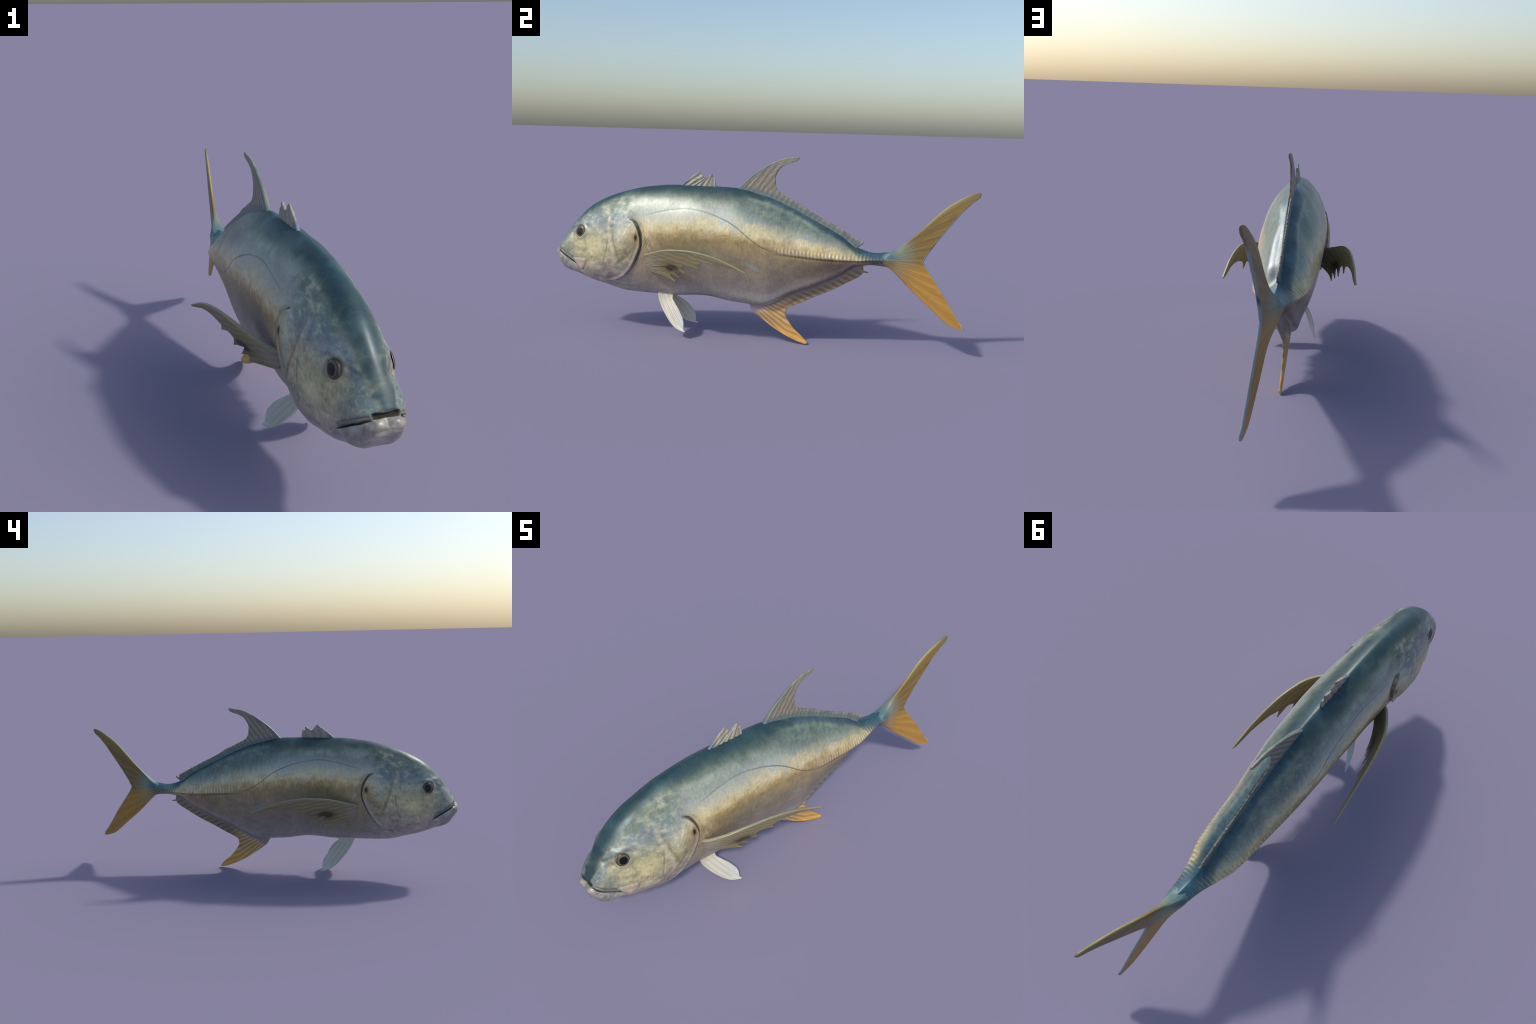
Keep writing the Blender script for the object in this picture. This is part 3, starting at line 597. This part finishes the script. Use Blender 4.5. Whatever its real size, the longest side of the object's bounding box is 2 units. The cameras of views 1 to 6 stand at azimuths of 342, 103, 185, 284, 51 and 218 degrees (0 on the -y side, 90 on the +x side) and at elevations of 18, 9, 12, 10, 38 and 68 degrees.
def fin_material(name, kind):
    N = Net(name)
    y, z = N.y, N.z
    nm = N.sub(N.noise(30, 4, .6), .5); nf = N.sub(N.noise(110, 3, .6), .5)
    def stripes(coord, freq, a, b, w=.03):
        s_ = N.math('SINE', N.add(N.mul(coord, freq), N.mul(nm, 1.6))); return N.step(a, b, s_)
    if kind == "caudal":
        ang = N.math('ARCTAN2', N.sub(z, .428), N.sub(y, .56))
        s_ = stripes(N.add(ang, N.mul(nm, .06)), 44, -1.4, 1.4)
        dist = N.math('SQRT', N.add(N.math('POWER', N.abs(N.sub(y, .60)), 2), N.math('POWER', N.abs(N.sub(z, .43)), 2)))
        low = N.step(.44, .38, N.add(z, N.mul(N.sub(y, .62), .02)))
        upc = N.mix(s_, (116, 95, 48), (130, 108, 58)); loc = N.mix(s_, (162, 121, 52), (176, 134, 62))
        col = N.mix(low, upc, loc)
        root_ = N.step(.17, .07, N.add(dist, N.mul(nm, .06)))
        rootc = N.mix(N.step(.405, .45, z), (158, 136, 94), (124, 136, 120))
        col = N.mix(N.mul(root_, .9), col, rootc)
        top = N.mul(N.step(.085, .015, dist), N.step(.424, .440, z))
        col = N.mix(N.mul(top, .95), col, (52, 92, 110))
        col = N.mix(N.mul(N.mul(N.step(.075, .015, dist), N.step(.434, .424, z)), .8), col, (112, 98, 68))
        # blue-green upper leading edge near the root, pale leading edge further out
        le = N.sub(z, N.add(N.mul(N.sub(y, .62), .95), .462))
        col = N.mix(N.mul(N.mul(N.step(-.022, -.003, le), N.step(.80, .66, y)), .8), col, (92, 120, 118))
        col = N.mix(N.mul(N.mul(N.step(-.020, -.006, N.sub(z, N.curve(y, [(.62, .46), (.704, .524), (.791, .61), (.877, .691), (.962, .741), (1, .75)], .62, 1.0))), N.step(.70, .80, y)), .7), col, (142, 136, 82))
        col = N.mix(N.mul(N.mul(N.band(N.math('ARCTAN2', N.sub(z, .428), N.sub(y, .56)), .72, .10), N.step(.6, .78, y)), .5), col, (178, 166, 112))
        tipd = N.mul(N.step(.925, .99, y), N.step(.6, .68, z)); col = N.mix(N.mul(tipd, .75), col, (112, 102, 72))
        # grey-blue trailing edge
        te_u = N.curve(z, [(.40, .771), (.429, .771), (.474, .795), (.519, .824), (.565, .857), (.611, .891), (.66, .928), (.70, .965), (.76, .997)], .40, .76)
        te_l = N.curve(z, [(.13, .96), (.147, .957), (.184, .935), (.229, .905), (.291, .865), (.354, .82), (.403, .785), (.429, .771)], .13, .429)
        e1 = N.mul(N.step(-.0075, -.002, N.sub(y, te_u)), N.mul(N.step(.425, .43, z), N.step(.70, .66, z))); e2 = N.mul(N.step(-.006, -.001, N.sub(y, te_l)), N.step(.43, .425, z))
        col = N.mix(N.mul(N.math('MAXIMUM', e1, e2), .8), col, (138, 156, 164))
        col = N.mix(N.mul(N.mul(e1, N.band(z, .50, .03)), .85), col, (40, 52, 66))
    elif kind == "anal":
        c = N.add(N.mul(y, .62), N.mul(z, .80))
        ang = N.math('ARCTAN2', N.sub(z, .27), N.add(y, .12))
        s1 = stripes(ang, 88, -.7, .7); s2 = stripes(N.add(N.mul(y, .40), N.mul(z, .95)), 245, -.7, .7)
        fr = N.step(.12, .19, y)
        s_ = N.add(N.mul(s1, N.sub(1.0, fr)), N.mul(s2, fr))
        keel = N.curve(y, [(-.1, .150), (.0, .155), (.05, .178), (.097, .200), (.173, .236), (.244, .267), (.321, .300), (.394, .334), (.452, .372), (.5, .392)], -.1, .53)
        out = N.sub(keel, z)
        front = N.mix(s_, (176, 134, 76), (204, 174, 124)); rear = N.mix(s_, (116, 102, 76), (142, 129, 105))
        gold = N.step(.20, .08, N.add(y, N.mul(N.sub(z, .10), .9)))
        gold2 = N.step(.15, .10, z)
        col = N.mix(N.math('MAXIMUM', N.step(.21, .10, y), gold2), rear, front)
        col = N.mix(N.mul(N.step(.125, .04, z), .85), col, N.mix(s_, (206, 152, 64), (226, 176, 88)))
        col = N.mix(N.mul(N.mul(N.step(.045, .018, out), N.step(.2, .1, y)), .6), col, N.mix(s_, (170, 154, 136), (200, 190, 176)))
        col = N.mix(N.mul(N.step(.022, .008, out), .75), col, (140, 128, 132))
    elif kind == "dorsal":
        c = N.sub(N.mul(y, .80), N.mul(z, .62))
        s_ = stripes(N.add(c, N.mul(nm, .02)), 255, -1.1, 1.1)
        col = N.mix(s_, (118, 111, 94), (146, 139, 126))
        col = N.mix(N.mul(N.step(.10, .22, y), .65), col, N.mix(N.step(-.12, .12, nm), (112, 108, 94), (146, 142, 132)))
        ridge = N.curve(y, [(-.1, .718), (.05, .690), (.18, .640), (.3, .577), (.4, .525), (.5, .468)], -.1, .5)
        out = N.sub(z, ridge)
        lead = N.sub(z, N.curve(y, [(-.1, .708), (-.042, .762), (.021, .809), (.065, .836), (.119, .858), (.185, .869)], -.1, .2))
        col = N.mix(N.mul(N.mul(N.step(-.014, -.002, lead), N.step(.10, .04, y)), .7), col, (98, 116, 108))
        col = N.mix(N.mul(N.step(.08, .14, N.add(y, N.sub(z, .80))), N.mul(N.step(.80, .84, z), .5)), col, (136, 138, 124))
        col = N.mix(N.mul(N.step(.024, .008, out), .7), col, (84, 108, 112))
    elif kind == "spiny":
        s_ = stripes(N.sub(y, N.mul(z, .35)), 170, -1.3, 1.3)
        col = N.mix(s_, (140, 134, 122), (158, 152, 138))
        base_ = N.mul(N.step(.747, .728, N.add(z, N.mul(N.step(-.31, -.37, y), -.03))), N.step(-.33, -.36, y))
        col = N.mix(N.mul(base_, .7), col, (58, 104, 132))
    elif kind == "pectoral":
        ax = N.abs(N.x)
        c = N.sub(N.mul(z, 1.0), N.mul(y, -.22))
        s_ = stripes(N.add(c, N.mul(nm, .02)), 300, -1.3, 1.3)
        col = N.mix(s_, (126, 116, 82), (146, 135, 102))
        lead = N.curve(y, [(-.52, .392), (-.46, .410), (-.404, .428), (-.341, .438), (-.251, .441), (-.152, .425), (-.058, .394), (.02, .362)], -.52, .02)
        ld = N.sub(lead, z)
        col = N.mix(N.mul(N.step(.010, .003, ld), .7), col, N.mix(N.step(-.1, .15, nm), (160, 150, 114), (134, 144, 122)))
        dark = N.mul(N.blob(-.358, .352, .042, .020), N.step(-.35, .05, nm)); col = N.mix(N.math('MINIMUM', N.mul(dark, 1.4), .88), col, (52, 44, 22))
        col = N.mix(N.mul(N.blob(-.49, .36, .045, .045), .7), col, (150, 142, 132))
        col = N.mix(N.mul(N.step(.300, .288, z), .8), col, (196, 164, 128))
    else:
        c = N.add(N.mul(y, .80), N.mul(z, .55))
        s_ = stripes(c, 300, -1.2, 1.2)
        col = N.mix(s_, (188, 184, 164), (200, 198, 184))
        col = N.mix(N.mul(N.step(-.40, -.33, y), .55), col, (204, 208, 208))
        col = N.mix(N.mul(N.step(.16, .19, z), .4), col, (206, 190, 170))
    g = N.add(1.0, N.add(N.mul(nm, .22), N.mul(nf, .14)))
    return N.finish(N.shade(col, g), rough=.42, spec=.45, bump=N.noise(120, 3), strength=.12, dist=.001)

M = {k: fin_material(n, k) for k, n in (("caudal", "golden_tail_fin"), ("anal", "amber_fin"), ("dorsal", "grey_fin"), ("spiny", "spiny_fin"), ("pectoral", "olive_fin"), ("pelvic", "white_fin"))}
zt = lambda y: section(y)[0]
zb = lambda y: section(y)[1]

# soft dorsal fin
yy = np.linspace(-.10, .472, 30)
dB = np.column_stack([yy, zt(yy) - .010]); dB[0] = (-.105, .706)
dL = [(-.105, .706), (-.088, .722), (-.042, .769), (.021, .815), (.065, .841), (.119, .863), (.154, .869), (.185, .8735)]
dT = [(.185, .8735), (.191, .869), (.186, .859), (.172, .851), (.146, .842), (.115, .828), (.093, .803), (.082, .774), (.084, .739), (.105, .704), (.133, .686),
      (.16, .674), (.192, .657), (.215, .648), (.261, .619), (.3, .600), (.345, .579), (.39, .556), (.435, .532), (.481, .507)]
dTp = [0, .012, .03, .05, .08, .12, .165, .205, .25, .305, .35, .395, .45, .49, .57, .64, .72, .80, .885, 1]
dR = [(.472, .468), (.482, .485), (.481, .507)]
s = np.unique(np.concatenate([sv(190), np.linspace(0, .06, 20)])); v = sv(46, False, .05)
rag = np.random.RandomState(5)
def dorsal_T(q):
    P = along(dT, q, True, np.array(dTp)); k = sstep(.4, .5, q) * .0022
    P[:, 2] += k * np.sin(q * 2 * pi * 34) * np.interp(q, np.linspace(0, 1, 40), rag.uniform(.1, 1, 40)); return P
th_d = lambda P, S, V: .0036 + .0030 * (1 - V) ** 2 * np.exp(-S / .35) + .0012 * np.exp(-S / .05) + .0035 * (1 - V) ** 4
fr = build(fin("dorsal_fin", lambda q: along(dB, q), dorsal_T, lambda q: along(dL, q), lambda q: along(dR, q), s, v, th_d, 26, M["dorsal"], ray_amp=.0005))
# last free ray of the dorsal fin
def ray_spike(name, a, b, r0, r1, mat, parent, bend=(0, 0, 0)):
    a, b = np.array(a, float), np.array(b, float); vv = []; ff = []; n = 12; k = 8
    ax_ = b - a; u = np.cross(ax_, [1, 0, 0]); u /= np.linalg.norm(u); w_ = np.array([1., 0, 0])
    for i in range(n + 1):
        t = i / n; c_ = a + ax_ * t + np.array(bend) * np.sin(pi * t); r = (r0 + (r1 - r0) * t) * (np.sqrt(max(0, 1 - ((t - .85) / .15) ** 2)) if t > .85 else 1) + 1e-4
        for j in range(k):
            p = 2 * pi * j / k; vv.append(c_ + u * r * np.cos(p) + w_ * r * .7 * np.sin(p))
    for i in range(n):
        for j in range(k): ff.append((i * k + j, (i + 1) * k + j, (i + 1) * k + (j + 1) % k, i * k + (j + 1) % k))
    ff.append(tuple(range(k - 1, -1, -1))[::-1]); ff.append(tuple(n * k + j for j in range(k))[::-1])
    return add_object(name, np.array(vv), ff, mat, parent)
mx = float(mid_x(.48))
ray_spike("fin_ray", (mx, .462, .478), (mx + .001, .500, .501), .0055, .0042, M["dorsal"], fr, (0, .002, -.003))

# spiny first dorsal fin
sB = [(-.378, .712), (-.30, .712), (-.203, .712)]
sL = [(-.378, .712), (-.373, .722), (-.352, .742), (-.347, .744), (-.334, .757), (-.330, .757), (-.313, .773), (-.308, .773), (-.288, .791)]
sT = [(-.288, .791), (-.284, .787), (-.272, .775), (-.262, .761), (-.256, .760), (-.241, .769), (-.224, .781), (-.222, .777), (-.2235, .758), (-.216, .760), (-.208, .759)]
sTp = [0, .03, .14, .26, .33, .50, .72, .75, .86, .93, 1]
sR = [(-.203, .712), (-.204, .735), (-.208, .759)]
ray_n = 6
def spiny_warp(P, S, V):
    P = P.copy(); P[..., 0] += .0012 * np.sin(2 * pi * ray_n * S + .5) * sstep(0, .3, V); return P
build(fin("spiny_dorsal_fin", lambda q: along(sB, q), lambda q: along(sT, q, False, np.array(sTp)), lambda q: along(sL, q, False), lambda q: along(sR, q),
          sv(150, True, .02), sv(40, False, .05), lambda P, S, V: .0038 + .0035 * (1 - V), ray_n, M["spiny"], ray_amp=.0012, rim=.004, warp=spiny_warp))

# anal fin
yy = np.linspace(-.03, .5, 26)
aB = np.column_stack([yy, np.interp(yy, [-.03, .0, .05, .1, .18, .3, .4, .48, .5], [.176, .178, .190, .212, .248, .298, .345, .392, .398])])
aL = [(-.03, .176), (-.007, .139), (.022, .116), (.054, .093), (.117, .052), (.179, .022), (.225, .006), (.244, .0022)]
aT = [(.244, .0022), (.2535, .0025), (.2555, .008), (.250, .016), (.234, .032), (.19, .071), (.158, .114), (.148, .135), (.153, .16), (.18, .179), (.219, .197), (.293, .235), (.367, .270), (.43, .307), (.487, .341), (.499, .352)]
aTp = [0, .012, .022, .035, .06, .125, .20, .235, .275, .335, .405, .55, .69, .82, .96, 1]
aR = [(.5, .398), (.504, .378), (.499, .352)]
th_a = lambda P, S, V: .0042 + .008 * (1 - V) ** 2 * np.exp(-S / .3) + .002 * np.exp(-S / .05) + .003 * (1 - V) ** 3
fr = build(fin("anal_fin", lambda q: along(aB, q), lambda q: along(aT, q, True, np.array(aTp)), lambda q: along(aL, q), lambda q: along(aR, q),
               np.unique(np.concatenate([sv(180), np.linspace(0, .06, 20)])), sv(46, False, .05), th_a, 23, M["anal"], ray_amp=.0006))
ray_spike("fin_ray", (mx, .478, .366), (mx + .001, .528, .361), .0075, .0020, M["anal"], fr)

# caudal fin: two lobes sharing the middle ray
def lobe(B, L, T, R, Tp):
    s = np.unique(np.concatenate([sv(110, True, .01), np.linspace(0, .05, 12)])); v = np.unique(np.concatenate([sv(90, False, .02)]))
    def thick(P, S, V):
        y, z = P[..., 1], P[..., 2]
        zt_, zb_, zc_, w_, nu_, nl_ = [float(q) for q in section(.60)]
        k = np.exp(-(np.clip(y - .60, 0, None) / .095) ** 2)
        up = z > zc_
        ext = np.where(up, zt_ - zc_ + 1.0 * np.clip(y - .60, 0, None) * .8, zc_ - zb_ + np.clip(y - .60, 0, None) * .8)
        sr = np.clip(np.abs(z - zc_) / ext, 0, 1)
        root_h = w_ * k * np.clip(1 - sr ** np.where(up, nu_, nl_), 0, 1) ** (1 / np.where(up, nu_, nl_))
        return np.sqrt((.0044 + .0040 * np.exp(-np.clip(y - .62, 0, None) / .12)) ** 2 + root_h ** 2)
    return fin("caudal_fin", lambda q: along(B, q), lambda q: along(T, q, True, np.array(Tp)), lambda q: along(L, q), lambda q: along(R, q), s, v, thick, 12, M["caudal"], rim_ends=(True, False), ray_amp=.0004, rim=.006)
cen = [(.592, .428), (.65, .4285), (.71, .429), (.771, .429)]
uL = [(.592, .455), (.618, .4615), (.64, .474), (.66, .488), (.704, .524), (.748, .565), (.791, .610), (.838, .659), (.877, .691), (.919, .718), (.962, .741), (.985, .7485)]
uT = [(.985, .7485), (.996, .748), (1.0, .741), (.997, .731), (.965, .701), (.928, .66), (.891, .611), (.857, .565), (.824, .519), (.795, .474), (.771, .429)]
uTp = [0, .02, .04, .06, .16, .28, .41, .54, .68, .83, 1]
lL = [(.592, .397), (.617, .3915), (.632, .381), (.662, .354), (.707, .31), (.766, .258), (.814, .219), (.853, .185), (.896, .154), (.933, .141), (.952, .137)]
lT = [(.952, .137), (.961, .1375), (.962, .146), (.935, .184), (.905, .229), (.865, .291), (.82, .354), (.785, .403), (.771, .429)]
lTp = [0, .02, .05, .18, .33, .52, .72, .90, 1]
r1 = lobe([(.592, .455), (.592, .428)], uL, uT, cen, uTp)
r2 = lobe([(.592, .397), (.592, .428)], lL, lT, cen, lTp)
vv = np.concatenate([r1[0], r2[0]]); ff = np.concatenate([r1[1], r2[1] + len(r1[0])])
key = {}; remap = np.zeros(len(vv), int); keep = []
for i, p in enumerate(np.round(vv, 5).tolist()):
    t = tuple(p)
    if t not in key: key[t] = len(keep); keep.append(i)
    remap[i] = key[t]
build((vv[keep], remap[ff], r1[2]))

# paired fins
pL = [(.100, -.522, .392), (.120, -.512, .399), (.137, -.497, .403), (.157, -.467, .412), (.178, -.434, .422), (.191, -.408, .430), (.212, -.350, .440), (.228, -.268, .443), (.237, -.205, .437), (.245, -.111, .416), (.249, -.038, .388), (.2515, .008, .368)]
pR = [(.100, -.485, .322), (.125, -.439, .311), (.139, -.407, .305), (.15, -.38, .298), (.156, -.350, .287)]
pT = [(.251, .008, .367), (.2515, .017, .363), (.250, .010, .360), (.247, -.015, .366), (.239, -.079, .385), (.233, -.127, .391), (.228, -.184, .389), (.213, -.230, .378),
      (.2115, -.215, .358), (.210, -.210, .3535), (.2085, -.225, .3625), (.204, -.250, .3725), (.195, -.285, .3685), (.188, -.303, .3575),
      (.188, -.284, .328), (.187, -.278, .3235), (.185, -.295, .336), (.179, -.325, .3515), (.172, -.347, .3525), (.167, -.356, .344),
      (.168, -.324, .310), (.167, -.3165, .3055), (.164, -.338, .3185), (.159, -.357, .3245), (.154, -.369, .315), (.155, -.347, .287), (.156, -.350, .287)]
pTp = [0, .012, .024, .05, .20, .31, .43, .52, .56, .568, .58, .61, .64, .675, .715, .722, .735, .765, .79, .815, .855, .862, .88, .905, .93, .985, 1]
pB = [(.100, -.522, .392), (.100, -.506, .36), (.100, -.485, .322)]
th_p = lambda P, S, V: .0028 + .0042 * (1 - V) ** 2 + .0010 * np.exp(-S / .12) + .004 * (1 - V) ** 1.6 * sstep(.15, .8, S)
fv = [(.024, -.480, .200), (.028, -.475, .175), (.040, -.457, .140), (.060, -.425, .098), (.078, -.388, .060), (.088, -.358, .042), (.097, -.322, .0335)]
fT = [(.097, -.322, .0335), (.0995, -.314, .034), (.0985, -.317, .039), (.095, -.3235, .043), (.093, -.324, .058), (.091, -.325, .075), (.088, -.332, .100)]
fTp = [0, .08, .16, .24, .45, .68, 1]
fR = [(.022, -.398, .200), (.030, -.400, .182), (.052, -.383, .162), (.072, -.358, .137), (.088, -.332, .100)]
fB = [(.024, -.480, .200), (.022, -.44, .203), (.022, -.398, .200)]
def blade_warp(P, S, V):
    """lay the blade on one smooth cupped surface x = cubic(y, z)"""
    y = (P[..., 1] + .25) / .27; z = (P[..., 2] - .37) / .08
    A = np.stack([y ** a * z ** b for a in range(4) for b in range(4 - a)], -1).reshape(-1, 10)
    c = np.linalg.lstsq(A, P[..., 0].ravel(), rcond=None)[0]
    P = P.copy(); k = .9 * sstep(0, .25, V); P[..., 0] = P[..., 0] * (1 - k) + k * (A @ c).reshape(P.shape[:2])
    lift = sstep(0, .3, V); P[..., 2] += .0018 * lift; P[..., 0] += .003 * lift; return P
for mir in (False, True):
    sp = np.unique(np.concatenate([sv(130), np.linspace(.5, 1, 170)]))
    build(fin("pectoral_fin", lambda q: along(pB, q), lambda q: along(pT, q, False, np.array(pTp)), lambda q: along(pL, q), lambda q: along(pR, q),
              sp, sv(70, False, .03), th_p, 15, M["pectoral"], lean=(1, .2, .4), mirror=mir, rim=.0035, ray_amp=.0003, warp=blade_warp))
    build(fin("pelvic_fin", lambda q: along(fB, q), lambda q: along(fT, q, True, np.array(fTp)), lambda q: along(fv, q), lambda q: along(fR, q),
              sv(80), sv(50, False, .04), lambda P, S, V: .0026 + .004 * (1 - V) ** 2 + .002 * np.exp(-S / .08), 8, M["pelvic"], lean=(1, .2, .3), mirror=mir, rim=.004, ray_amp=.0008))
